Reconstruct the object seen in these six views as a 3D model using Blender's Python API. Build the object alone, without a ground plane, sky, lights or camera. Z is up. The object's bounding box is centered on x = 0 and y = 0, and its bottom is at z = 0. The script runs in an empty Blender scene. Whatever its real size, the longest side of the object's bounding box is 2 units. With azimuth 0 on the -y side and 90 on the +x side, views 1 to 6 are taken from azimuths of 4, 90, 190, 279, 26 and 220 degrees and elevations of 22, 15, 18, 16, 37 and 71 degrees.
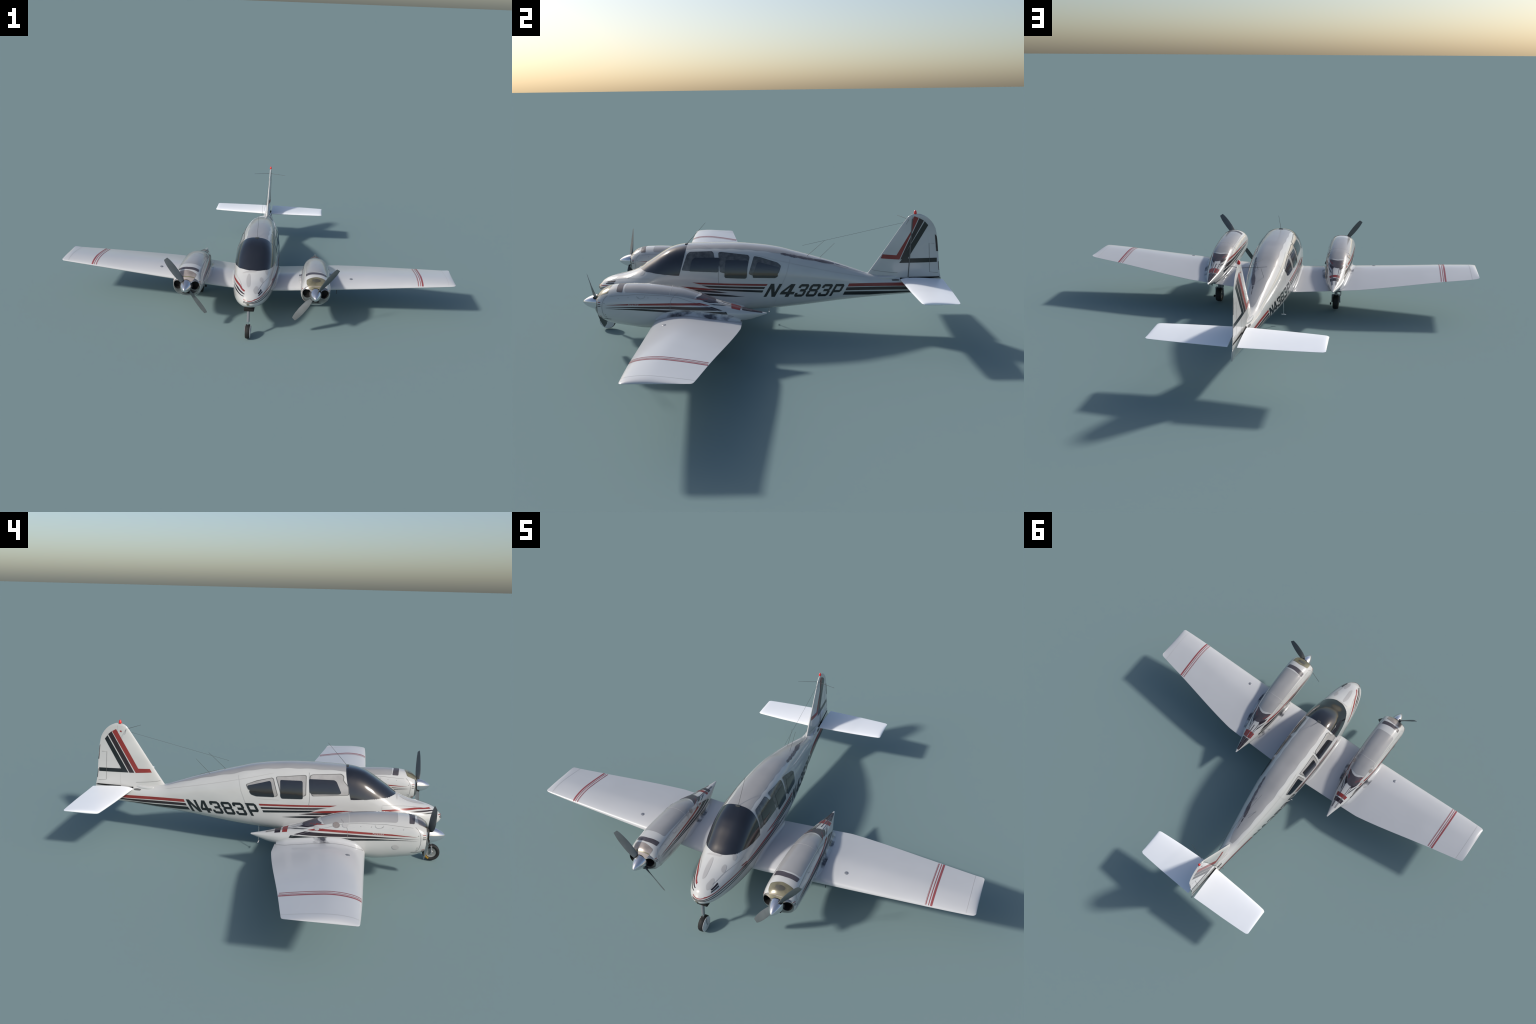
import bpy, bmesh, math, random
from mathutils import Vector, Matrix
from mathutils.bvhtree import BVHTree

random.seed(7)
SC = bpy.context.scene.collection

# ------------------------------------------------------------------ helpers
def curve_fn(pts):
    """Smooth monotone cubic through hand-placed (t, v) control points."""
    pts = sorted(pts)
    xs = [p[0] for p in pts]; ys = [p[1] for p in pts]; n = len(pts)
    d = [(ys[i+1]-ys[i])/(xs[i+1]-xs[i]) for i in range(n-1)]
    m = [d[0]] + [0.0 if d[i-1]*d[i] <= 0 else 2*d[i-1]*d[i]/(d[i-1]+d[i]) for i in range(1, n-1)] + [d[-1]]
    def f(t):
        if t <= xs[0]: return ys[0]
        if t >= xs[-1]: return ys[-1]
        i = 0
        while t > xs[i+1]: i += 1
        h = xs[i+1]-xs[i]; s = (t-xs[i])/h
        return ((1+2*s)*(1-s)**2*ys[i] + s*(1-s)**2*h*m[i]
                + s*s*(3-2*s)*ys[i+1] + s*s*(s-1)*h*m[i+1])
    return f

def lerp(a, b, t): return a+(b-a)*t

def link(ob, parent=None):
    SC.objects.link(ob)
    if parent is not None: ob.parent = parent
    return ob

def mesh_obj(name, verts, faces, mat, parent=None, smooth=True, sharp=None):
    me = bpy.data.meshes.new(name)
    me.from_pydata([tuple(v) for v in verts], [], faces)
    bm = bmesh.new(); bm.from_mesh(me)
    bmesh.ops.remove_doubles(bm, verts=bm.verts, dist=1e-6)
    bmesh.ops.recalc_face_normals(bm, faces=bm.faces)
    bm.to_mesh(me); bm.free()
    for p in me.polygons: p.use_smooth = smooth
    if sharp: me.set_sharp_from_angle(angle=math.radians(sharp))
    if mat: me.materials.append(mat)
    return link(bpy.data.objects.new(name, me), parent)

def loft(name, rings, mat, parent=None, cap0=True, cap1=True, sharp=None, closed=True):
    n = len(rings[0]); verts = [p for r in rings for p in r]; faces = []
    for i in range(len(rings)-1):
        for j in range(n if closed else n-1):
            k = (j+1) % n
            faces.append((i*n+j, i*n+k, (i+1)*n+k, (i+1)*n+j))
    if cap0: faces.append(tuple(range(n-1, -1, -1)))
    if cap1: faces.append(tuple(range((len(rings)-1)*n, len(rings)*n)))
    return mesh_obj(name, verts, faces, mat, parent, sharp=sharp)

def rod(name, a, b, r0, r1, mat, parent=None, n=10):
    a = Vector(a); b = Vector(b); d = (b-a).normalized()
    u = d.orthogonal().normalized(); v = d.cross(u)
    ring = lambda c, r: [c+(u*math.cos(t)+v*math.sin(t))*r for t in [2*math.pi*k/n for k in range(n)]]
    return loft(name, [ring(a, r0), ring(b, r1)], mat, parent, sharp=40)

def revolve(name, prof, axis, origin, mat, parent=None, n=48, sharp=35):
    """Surface of revolution: prof = (distance along axis, radius)."""
    ax = Vector(axis).normalized(); u = ax.orthogonal().normalized(); v = ax.cross(u)
    o = Vector(origin)
    rings = [[o+ax*t+(u*math.cos(a)+v*math.sin(a))*max(r, 1e-5) for a in [2*math.pi*k/n for k in range(n)]]
             for t, r in prof]
    return loft(name, rings, mat, parent, sharp=sharp)

def box(name, c, s, mat, parent=None, bevel=0.0):
    bm = bmesh.new(); bmesh.ops.create_cube(bm, size=1)
    for v in bm.verts: v.co = Vector((v.co.x*s[0]+c[0], v.co.y*s[1]+c[1], v.co.z*s[2]+c[2]))
    if bevel: bmesh.ops.bevel(bm, geom=bm.edges[:], offset=bevel, segments=3, profile=.5, affect='EDGES')
    me = bpy.data.meshes.new(name); bm.to_mesh(me); bm.free()
    for p in me.polygons: p.use_smooth = True
    me.set_sharp_from_angle(angle=math.radians(40))
    me.materials.append(mat)
    return link(bpy.data.objects.new(name, me), parent)

# ---------------------------------------------------------------- materials
def material(name, col, rough=.35, metal=0.0, var=0.0, scale=30.0, coat=0.0, stretch=(1, 1, 1), bump=0.0):
    m = bpy.data.materials.new(name); m.use_nodes = True
    nt = m.node_tree; b = nt.nodes['Principled BSDF']
    b.inputs['Base Color'].default_value = (*col, 1)
    b.inputs['Roughness'].default_value = rough
    b.inputs['Metallic'].default_value = metal
    b.inputs['Coat Weight'].default_value = coat
    b.inputs['Coat Roughness'].default_value = .12
    if var > 0 or bump > 0:
        tc = nt.nodes.new('ShaderNodeTexCoord'); mp = nt.nodes.new('ShaderNodeMapping')
        mp.inputs['Scale'].default_value = stretch
        no = nt.nodes.new('ShaderNodeTexNoise'); no.inputs['Scale'].default_value = scale
        no.inputs['Detail'].default_value = 6
        nt.links.new(tc.outputs['Object'], mp.inputs['Vector']); nt.links.new(mp.outputs[0], no.inputs['Vector'])
        cr = nt.nodes.new('ShaderNodeValToRGB')
        cr.color_ramp.elements[0].position = .35; cr.color_ramp.elements[1].position = .65
        cr.color_ramp.elements[0].color = (*[c*(1-var) for c in col], 1)
        cr.color_ramp.elements[1].color = (*[min(1, c*(1+var*.4)) for c in col], 1)
        nt.links.new(no.outputs['Fac'], cr.inputs['Fac']); nt.links.new(cr.outputs[0], b.inputs['Base Color'])
        if bump > 0:
            bp = nt.nodes.new('ShaderNodeBump'); bp.inputs['Strength'].default_value = bump
            bp.inputs['Distance'].default_value = .001
            nt.links.new(no.outputs['Fac'], bp.inputs['Height']); nt.links.new(bp.outputs[0], b.inputs['Normal'])
    return m

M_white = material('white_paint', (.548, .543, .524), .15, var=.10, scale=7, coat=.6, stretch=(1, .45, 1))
M_roof = material('grey_roof_paint', (.345, .338, .333), .18, var=.07, scale=7, coat=.45)
M_wing = material('wing_paint', (.548, .550, .556), .28, var=.03, scale=5, coat=.3)
M_tail = material('tailplane_white', (.92, .935, .955), .35, var=.02, scale=6)
M_glass = material('tinted_glass', (.012, .013, .017), .07, coat=1.0)
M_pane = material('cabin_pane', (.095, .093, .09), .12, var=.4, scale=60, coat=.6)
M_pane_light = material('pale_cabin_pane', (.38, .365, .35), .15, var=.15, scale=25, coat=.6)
M_lip = material('polished_cowl_lip', (.34, .33, .32), .14, metal=.75, var=.45, scale=28)
M_tan = material('tan_patch', (.36, .31, .28), .25, var=.3, scale=22, metal=.2, coat=.4)
M_fillet = material('patchy_fillet_paint', (.52, .52, .52), .2, coat=.4)
def add_patches(m, col, scale, stretch, lo, hi):
    """Ragged dark patches over a plain paint, from stretched noise."""
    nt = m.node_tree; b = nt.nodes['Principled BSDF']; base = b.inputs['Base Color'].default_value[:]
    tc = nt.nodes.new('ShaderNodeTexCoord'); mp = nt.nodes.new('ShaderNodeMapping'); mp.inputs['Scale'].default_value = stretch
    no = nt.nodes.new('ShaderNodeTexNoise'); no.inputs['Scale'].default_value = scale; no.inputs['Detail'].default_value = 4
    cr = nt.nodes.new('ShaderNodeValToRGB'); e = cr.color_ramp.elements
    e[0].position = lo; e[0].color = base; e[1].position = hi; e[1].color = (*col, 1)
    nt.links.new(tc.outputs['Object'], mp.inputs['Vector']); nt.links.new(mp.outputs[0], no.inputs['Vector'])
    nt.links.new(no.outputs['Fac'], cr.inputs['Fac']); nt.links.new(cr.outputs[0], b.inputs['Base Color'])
add_patches(M_fillet, (.06, .06, .07), 3.4, (3, 3.4, 5), .53, .63)  # dark patches spread over the fillet paint by noise
M_root = material('root_fillet_paint', (.53, .53, .525), .2, coat=.4)
M_red = material('red_paint', (.255, .032, .028), .32, var=.12, scale=25, coat=.05)
M_maroon = material('maroon_black_paint', (.025, .015, .018), .3, var=.2, scale=25, coat=.3)
M_black = material('black_paint', (.010, .013, .015), .3, var=.2, scale=25, coat=.3)
M_pink = material('wing_stripe_red', (.30, .075, .08), .3, var=.08, scale=25)
M_seam = material('panel_seam', (.12, .12, .115), .6)
M_tyre = material('tyre_rubber', (.012, .012, .012), .75, var=.3, scale=80, bump=.4)
M_hub = material('wheel_hub', (.35, .35, .34), .35, metal=.6, var=.2, scale=60)
M_disc = material('wheel_disc', (.62, .63, .64), .3)
M_chrome = material('polished_metal', (.72, .72, .74), .16, metal=.9, var=.03, scale=12)
M_strut = material('grey_strut', (.28, .29, .31), .4, metal=.4)
M_prop = material('propeller_grey', (.10, .115, .122), .42, var=.12, scale=30)
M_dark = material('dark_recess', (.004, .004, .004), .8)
M_smudge = material('dark_band', (.085, .075, .085), .35, var=.25, scale=30)  # dark tone for painted reflections, tail streaks and a nacelle seam
M_olive = material('olive_patch', (.21, .19, .12), .25, var=.4, scale=22, metal=.2, coat=.4)
M_spot = material('dark_olive_spot', (.10, .095, .075), .25, var=.3, scale=30, coat=.4)
M_streak = material('dark_streak_tone', (.14, .125, .135), .35, var=.3, scale=60)  # dark tone for the painted spine reflection and the tail streaks
M_beacon = material('red_beacon', (.75, .02, .015), .2, coat=.6)
M_wire = material('antenna_wire', (.05, .055, .055), .5)
M_patch = material('grey_patch', (.42, .41, .40), .35)
M_patch2 = material('faint_seam', (.25, .245, .24), .5)
M_yellow = material('yellow_mark', (.42, .24, .03), .5, var=.4, scale=120)
M_brass = material('lamp_glass', (.30, .27, .17), .2, metal=.4, var=.5, scale=160)

# ------------------------------------------------------------------- thing
plane = bpy.data.objects.new('twin_engine_airplane', None)
SC.objects.link(plane)
plane['label'] = 'white twin-propeller light airplane with red and black stripes'
plane['category'] = 'airplane'

# ---------------------------------------------------------------- fuselage
F_top = curve_fn([(-.7365, .190), (-.735, .196), (-.7315, .203), (-.7244, .2100), (-.711, .2235), (-.685, .2365), (-.652, .2450), (-.618, .2520),
                  (-.589, .2605), (-.5636, .2710), (-.545, .282), (-.521, .2995), (-.487, .3220), (-.453, .3440), (-.4195, .3610),
                  (-.3865, .3705), (-.355, .3750), (-.297, .3775), (-.215, .3785), (-.135, .3770), (-.074, .3725), (-.013, .3655),
                  (.0475, .3545), (.0985, .3405), (.171, .3205), (.2254, .305), (.2983, .2815), (.3714, .2560), (.42, .2400), (.50, .2310),
                  (.60, .2200), (.70, .2050), (.745, .1950)])
F_bot = curve_fn([(-.7365, .188), (-.735, .182), (-.7315, .176), (-.7244, .1690), (-.711, .1600), (-.70, .1560), (-.66, .1430), (-.60, .1280), (-.50, .1090),
                  (-.40, .0990), (-.30, .0950), (-.20, .0940), (-.10, .0960), (0, .1000), (.043, .1025), (.15, .1115), (.30, .1270), (.41, .1360),
                  (.52, .1435), (.61, .1495), (.745, .1580)])
F_wid = curve_fn([(-.7365, .002), (-.735, .0115), (-.7315, .0205), (-.7244, .0310), (-.711, .0440), (-.685, .0590), (-.65, .0715), (-.60, .0840), (-.55, .0925),
                  (-.50, .0990), (-.45, .1045), (-.39, .1090), (-.30, .1120), (-.20, .1115), (-.10, .1070), (0, .0995), (.13, .0860),
                  (.29, .0622), (.38, .0485), (.48, .0350), (.58, .0240), (.66, .0140), (.745, .0025)])
F_mid = curve_fn([(-.7365, .189), (-.65, .188), (-.50, .185), (-.35, .185), (-.15, .182), (.1, .186), (.3, .186), (.5, .180), (.745, .176)])
F_nt = curve_fn([(-.7365, 2.0), (-.6, 2.15), (-.5, 2.4), (-.45, 2.55), (-.3, 2.75), (0, 2.65), (.2, 2.65), (.35, 2.5), (.5, 2.1), (.745, 2.0)])
F_nb = curve_fn([(-.7365, 2.0), (-.68, 2.4), (-.6, 2.7), (-.3, 3.0), (0, 2.8), (.3, 2.6), (.4, 2.5), (.745, 2.0)])

def sup(c, n): return math.copysign(abs(c)**(2.0/n), c)

def fus_pt(y, th):
    c, s = math.cos(th), math.sin(th); zm = F_mid(y)
    if s >= 0: n, h = F_nt(y), F_top(y)-zm
    else: n, h = F_nb(y), zm-F_bot(y)
    return Vector((F_wid(y)*sup(c, n), y, zm+h*sup(s, n)))

def fus_theta(y, z):
    zm = F_mid(y); h = F_top(y)-zm
    k = max(-1, min(1, (z-zm)/(h if z >= zm else zm-F_bot(y))))
    n = F_nt(y) if z >= zm else F_nb(y)
    return math.copysign(math.asin(abs(k)**(n/2)), k)

NF = 96
ys = [-.7365+.04*(i/16)**2 for i in range(16)] + [lerp(-.6965, .745, i/150) for i in range(151)]
fus = loft('fuselage', [[fus_pt(y, 2*math.pi*j/NF) for j in range(NF)] for y in ys], M_white, plane)

def bvh_of(ob):
    me = ob.data
    return BVHTree.FromPolygons([v.co for v in me.vertices], [p.vertices[:] for p in me.polygons])
B_fus = bvh_of(fus)

# -------------------------------------------------- surface-following decals
def outline_mesh(loops, step=.006, cuts=(True, True)):
    """Filled 2D outline (holes by even-odd), diced into a grid so that it can follow a curved skin."""
    cu = bpy.data.curves.new('tmp', 'CURVE'); cu.dimensions = '2D'; cu.fill_mode = 'BOTH'
    for lp in loops:
        sp = cu.splines.new('POLY'); sp.points.add(len(lp)-1); sp.use_cyclic_u = True
        for p, q in zip(sp.points, lp): p.co = (q[0], q[1], 0, 1)
    ob = bpy.data.objects.new('tmp', cu); SC.objects.link(ob)
    dg = bpy.context.evaluated_depsgraph_get()
    me = bpy.data.meshes.new_from_object(ob.evaluated_get(dg))
    bpy.data.objects.remove(ob); bpy.data.curves.remove(cu)
    bm = bmesh.new(); bm.from_mesh(me); bpy.data.meshes.remove(me)
    bmesh.ops.remove_doubles(bm, verts=bm.verts, dist=1e-6)
    for a in (0, 1):
        if not cuts[a]: continue
        lo = min(v.co[a] for v in bm.verts); hi = max(v.co[a] for v in bm.verts)
        k = math.floor(lo/step)+1
        while k*step < hi:
            no = Vector((0, 0, 0)); no[a] = 1
            bmesh.ops.bisect_plane(bm, geom=bm.verts[:]+bm.edges[:]+bm.faces[:], plane_co=no*(k*step), plane_no=no, dist=1e-7)
            k += 1
    return bm

def decal(name, loops, to3d, bvh, direction, mat, parent, lift=.0006, step=.006, thick=0.0):
    """Paint, panes and letters: a 2D outline thrown onto a skin along `direction`."""
    bm = outline_mesh(loops, step); d = Vector(direction).normalized(); dead = []
    for v in bm.verts:
        p = Vector(to3d(v.co.x, v.co.y))
        hit, nrm, idx, dist = bvh.ray_cast(p-d*.5, d)
        if hit is None: dead.append(v); continue
        if nrm.dot(d) > 0: nrm = -nrm
        v.co = hit+nrm*lift
    bmesh.ops.delete(bm, geom=dead, context='VERTS')
    if not bm.faces: bm.free(); return None
    bmesh.ops.recalc_face_normals(bm, faces=bm.faces)
    bm.normal_update()
    s = sum(f.normal.dot(d)*f.calc_area() for f in bm.faces)
    if s > 0: bmesh.ops.reverse_faces(bm, faces=bm.faces)
    me = bpy.data.meshes.new(name); bm.to_mesh(me); bm.free()
    for p in me.polygons: p.use_smooth = True
    me.materials.append(mat)
    return link(bpy.data.objects.new(name, me), parent)

def side_decal(name, loops, sx, bvh, mat, parent, **k):
    """Outline given in (y, z), thrown sideways onto the sx side."""
    return decal(name, loops, lambda a, b: (sx*.6, a, b), bvh, (-sx, 0, 0), mat, parent, **k)

def top_decal(name, loops, bvh, mat, parent, **k):
    """Outline given in (x, y), thrown down from above."""
    return decal(name, loops, lambda a, b: (a, b, .8), bvh, (0, 0, -1), mat, parent, **k)

# --------------------------------------------------------------- windshield
W_low = curve_fn([(-.552, .2790), (-.548, .2785), (-.54, .2785), (-.52, .2765), (-.50, .2752), (-.46, .2725), (-.44, .2713), (-.41, .2703), (-.37, .2686)])
def windshield():
    NU, NV = 72, 56; verts = []; faces = []
    for i in range(NU+1):
        u = i/NU; y0 = lerp(-.5490, -.3475, u)
        zl = min(W_low(y0), F_top(y0)-.0003)
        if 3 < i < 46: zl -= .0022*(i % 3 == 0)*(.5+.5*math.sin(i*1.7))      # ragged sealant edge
        t0 = fus_theta(y0, zl)
        for j in range(NV+1):
            th = lerp(t0, math.pi-t0, j/NV)
            z0 = fus_pt(y0, th).z
            y = y0-.026*u*u*u*min(1, max(0, (F_top(-.36)-z0)/.105))**1.3
            p = fus_pt(y, th); c = Vector((0, y, F_mid(y)))
            verts.append(p+(p-c).normalized()*.0010)
    for i in range(NU):
        for j in range(NV):
            a = i*(NV+1)+j; faces.append((a, a+1, a+NV+2, a+NV+1))
    return mesh_obj('windshield', verts, faces, M_glass, fus)
windshield()

# -------------------------------------------------------------------- wings
UP = curve_fn([(0, 0), (.006, .019), (.0125, .028), (.025, .040), (.05, .056), (.1, .078), (.2, .101), (.3, .111), (.35, .112), (.4, .110), (.5, .098),
               (.6, .082), (.7, .0645), (.8, .0450), (.9, .0235), (1, .0015)])
LO = curve_fn([(0, 0), (.006, -.011), (.0125, -.015), (.025, -.019), (.05, -.022), (.1, -.023), (.2, -.022), (.3, -.020), (.5, -.013), (.7, -.007), (1, -.0015)])
NA = 44
TT = [(1-math.cos(math.pi*i/NA))/2 for i in range(NA+1)]
def wing_ring(sx, x, le, te, zle, zte, k=1.0, drop=0.0):
    c = te-le; pts = []
    zmid = lambda t: lerp(zle, zte, t)
    for t in reversed(TT): pts.append(Vector((sx*x, le+c*t, zmid(t)+c*(UP(t)*k+drop))))
    for t in TT[1:]: pts.append(Vector((sx*x, le+c*t, zmid(t)+c*(LO(t)*k+drop))))
    return pts

W_le = curve_fn([(0, -.4450), (.10, -.4450), (.35, -.4380), (.60, -.4340), (.84, -.4307), (.965, -.4265), (.99, -.4245), (.997, -.4210), (1.0, -.4150)])
W_te = curve_fn([(0, -.1030), (.40, -.1070), (.422, -.1075), (.44, -.1095), (.84, -.1868), (.965, -.2105), (.988, -.2150), (.996, -.2185), (1.0, -.2260)])
W_zle = curve_fn([(0, .1300), (.10, .1350), (.45, .1625), (.842, .1990), (.965, .2100), (1.0, .2130)])
W_zte = curve_fn([(0, .1170), (.10, .1240), (.43, .1553), (.842, .1965), (.965, .2070), (1.0, .2115)])
W_k = curve_fn([(0, 1.0), (.40, 1.0), (.50, .96), (.66, .865), (.842, .775), (.965, .63), (1.0, .58)])
wings = []
for sx in (1, -1):
    st = [0, .06, .1, .15, .2, .25, .3, .35, .38, .40, .41, .42, .43, .44, .45, .46, .5, .55, .6, .65, .7, .75, .8, .85, .9, .93, .955, .965]
    rings = [wing_ring(sx, x, W_le(x), W_te(x), W_zle(x), W_zte(x), W_k(x)) for x in st]
    for s in [.12, .25, .4, .55, .7, .82, .91, .97, .993, 1.0]:                 # rounded tip cap
        x = .965+.035*s; k = max(.02, math.sqrt(max(0, 1-s**2.4)))
        rings.append(wing_ring(sx, x, W_le(x), W_te(x), W_zle(x), W_zte(x), k*W_k(x), drop=.015*(1-k)))
    w = loft('wing', rings, M_wing, plane, sharp=60)
    wings.append((sx, w, bvh_of(w)))

# ------------------------------------------------------------- tail surfaces
def sym(t): return 5*(.2969*math.sqrt(t)-.126*t-.3516*t*t+.2843*t**3-.1036*t**4)
for sx in (1, -1):
    rings = []
    S_le = curve_fn([(.0185, .5570), (.335, .5775), (.3445, .5840)]); S_te = curve_fn([(.0185, .7385), (.335, .7220), (.3445, .7150)])
    for x, k in [(.0185, 1), (.1, 1), (.2, 1), (.3, 1), (.325, 1), (.334, .93), (.3395, .75), (.343, .45), (.3445, .05)]:
        le, te = S_le(x), S_te(x); c = te-le; pts = []
        for t in reversed(TT): pts.append(Vector((sx*x, le+c*t, .2135+c*.095*sym(t)*k+.0004)))
        for t in TT[1:-1]: pts.append(Vector((sx*x, le+c*t, .2135-c*.095*sym(t)*k-.0004)))
        rings.append(pts)
    loft('stabilator', rings, M_tail, plane, sharp=60)
rod('stabilator_spar', (-.022, .61, .2135), (.022, .61, .2135), .004, .004, M_dark, plane)

V_le = curve_fn([(.158, .363), (.20, .3920), (.2415, .4200), (.328, .4785), (.470, .5725), (.482, .5815), (.490, .5910), (.4945, .6010), (.4970, .6120), (.4975, .6175)])
V_te = curve_fn([(.1585, .7450), (.175, .7415), (.211, .7340), (.260, .7237), (.333, .7162), (.390, .7087), (.432, .6995), (.4593, .6840), (.482, .6600), (.492, .640), (.4970, .6240), (.4975, .6200)])
V_h = lambda z, q=1: lerp(.5910, .5995, (z-.22)/.26) if q > 0 else lerp(.6155, .6235, (z-.22)/.26)
V_t = curve_fn([(.16, .012), (.22, .0125), (.35, .0085), (.45, .006), (.485, .005), (.4945, .003), (.4975, .0008)])
def fin_shape(t):  # thickness along chord, 0..1
    return sym(t)/.5
def fin_piece(name, zs, a_fn, b_fn):
    """a_fn, b_fn: first and last chord station for height z on side q (+1 / -1)."""
    rings = []
    for z in zs:
        le, te = V_le(z), V_te(z); c = te-le; pts = []
        lim = {q: (max(0, (a_fn(z, q)-le)/c), min(1, (b_fn(z, q)-le)/c)) for q in (1, -1)}
        if any(b <= a+.01 for a, b in lim.values()): continue
        for q in (1, -1):
            a, b = lim[q]; ts = [a+(b-a)*t for t in TT]
            for t in (reversed(ts) if q > 0 else ts): pts.append(Vector((q*(V_t(z)*fin_shape(t)+.0001), le+c*t, z)))
        rings.append(pts)
    return loft(name, rings, M_white, plane, sharp=50)
zz = [.1585, .165, .18, .195, .21, .225, .24, .26, .28, .30, .32, .34, .36, .38, .40, .42, .435, .45, .46, .47, .476, .482, .486, .490, .4925, .4945, .496, .497, .4975]
fin = fin_piece('fin', [z for z in zz if z > .2], lambda z, q: V_le(z), lambda z, q: V_h(z, q)-.0006)
rudder = fin_piece('rudder', zz, lambda z, q: V_h(z, q)+.0006 if z > .2 else .64, lambda z, q: V_te(z))
box_seam = fin_piece('hinge_line', [z for z in zz if .215 < z < .49], lambda z, q: V_h(z, q)-.002, lambda z, q: V_h(z, q)+.002)
box_seam.data.materials.clear(); box_seam.data.materials.append(M_seam)
for v in box_seam.data.vertices: v.co.x *= .95

# beacon on top of the fin
revolve('beacon', [(0, .0045), (.002, .0062), (.008, .0060), (.0125, .0045), (.0155, .0022), (.0165, 0)], (0, 0, 1), (0, .6115, .4945), M_beacon, plane, n=24)

# ---------------------------------------------------------- engine nacelles
N_top = curve_fn([(-.6615, .2360), (-.6595, .2450), (-.655, .2545), (-.645, .2680), (-.630, .2790), (-.607, .2880), (-.577, .2925), (-.522, .2935), (-.45, .2900), (-.395, .2845),
                  (-.34, .2765), (-.305, .2670), (-.269, .2540), (-.233, .2400), (-.1965, .2250), (-.124, .2020), (-.069, .1865), (-.012, .1735)])
N_bot = curve_fn([(-.6615, .2060), (-.6595, .1960), (-.655, .1830), (-.645, .1695), (-.625, .1560), (-.596, .1450), (-.533, .1335), (-.467, .1245), (-.43, .1250), (-.38, .1310), (-.30, .1385), (-.20, .1410),
                  (-.0955, .1455), (-.012, .1680)])
N_wid = curve_fn([(-.6615, .0380), (-.6595, .0480), (-.655, .0560), (-.645, .0640), (-.630, .0685), (-.60, .0710), (-.52, .0705), (-.45, .0690), (-.35, .0655), (-.26, .0580), (-.19, .0480),
                  (-.14, .0385), (-.064, .0170), (-.012, .0030)])
N_mid = curve_fn([(-.6615, .2230), (-.55, .2180), (-.40, .2100), (-.25, .1900), (-.12, .1750), (-.012, .1710)])
N_n = curve_fn([(-.6615, 2.15), (-.63, 2.25), (-.5, 2.4), (-.3, 2.4), (-.15, 2.1), (-.012, 2.0)])
def nac_pt(sx, y, th):
    c, s = math.cos(th), math.sin(th); zm = N_mid(y)
    h = N_top(y)-zm if s >= 0 else zm-N_bot(y); n = N_n(y) if s >= 0 else min(2.4, N_n(y))
    return Vector((sx*.306+N_wid(y)*sup(c, n), y, zm+h*sup(s, n)))
nacelles = []
for sx in (1, -1):
    ysn = [-.6615, -.6605, -.6595, -.658, -.6565, -.655, -.6525, -.65, -.6475, -.645, -.641, -.637, -.633, -.629, -.624] + [lerp(-.618, -.012, i/80) for i in range(81)]
    nac = loft('engine_nacelle', [[nac_pt(sx, y, 2*math.pi*j/80) for j in range(80)] for y in ysn], M_white, plane)
    B_solid = bvh_of(nac)
    nac.data.materials.append(M_dark)
    # two round air inlets, cut out of the cowl front
    for dx in (-.0405, .0405):
        cut = revolve('cutter', [(0, .0215), (.06, .0195)], (0, 1, 0), (sx*.306+dx, -.69, .2285), M_dark, None, n=40)
        for p in cut.data.polygons: p.material_index = 0
        md = nac.modifiers.new('cut', 'BOOLEAN'); md.operation = 'DIFFERENCE'; md.object = cut; md.solver = 'EXACT'
        md.material_mode = 'TRANSFER'
        dg = bpy.context.evaluated_depsgraph_get()
        me = bpy.data.meshes.new_from_object(nac.evaluated_get(dg)); old = nac.data
        nac.modifiers.clear(); nac.data = me; bpy.data.meshes.remove(old); bpy.data.objects.remove(cut)
    for p in nac.data.polygons: p.use_smooth = True
    nac.data.set_sharp_from_angle(angle=math.radians(45)); nac.data.name = 'engine_nacelle'
    nacelles.append((sx, nac, B_solid))
    # spinner and propeller
    hub = Vector((sx*.306, -.661, .2255))
    spin = revolve('spinner', [(-.0550, 0), (-.0545, .0018), (-.0530, .0046), (-.0490, .0088), (-.0420, .0140), (-.0330, .0192), (-.0220, .0240), (-.0110, .0274), (0, .0294), (.0030, .0298), (.0035, .024)],
                   (0, 1, 0), hub, M_chrome, plane, n=56)
    revolve('spinner_backplate', [(.0025, .0292), (.0032, .0308), (.0082, .0308), (.0095, .020)], (0, 1, 0), hub, M_dark, spin, n=40)
    ang0 = math.atan2(.1330, .0957*sx)
    for k in (0, math.pi):
        a = Vector((math.cos(ang0+k), 0, math.sin(ang0+k))); t = Vector((-a.z, 0, a.x)); yv = Vector((0, 1, 0))
        rings = []
        for r, ch, th, be in [(.014, .016, .010, 52), (.026, .0195, .0085, 50), (.036, .0240, .0070, 47), (.048, .0285, .0055, 43), (.064, .0320, .0042, 38), (.085, .0342, .0034, 33),
                              (.110, .0338, .0027, 29), (.132, .0310, .0022, 26), (.148, .0268, .0018, 24), (.158, .0222, .0014, 23), (.1637, .0185, .001, 23)]:
            b = math.radians(be); c = t*math.cos(b)-yv*math.sin(b); n = a.cross(c)
            pr = []
            for m in range(20):
                q = 2*math.pi*m/20
                pr.append(hub+Vector((0, -.002, 0))+a*r+c*(ch/2*math.cos(q))+n*(th/2*math.sin(q)))
            rings.append(pr)
        loft('propeller_blade', rings, M_prop, spin, sharp=50)
        revolve('added_root_collar', [(.020, .0095), (.0285, .0095), (.0305, .0075), (.0305, 0)], a, hub+Vector((0, -.002, 0)), M_dark, spin, n=20)  # dark collar added in place of cut-outs at the blade root

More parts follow.
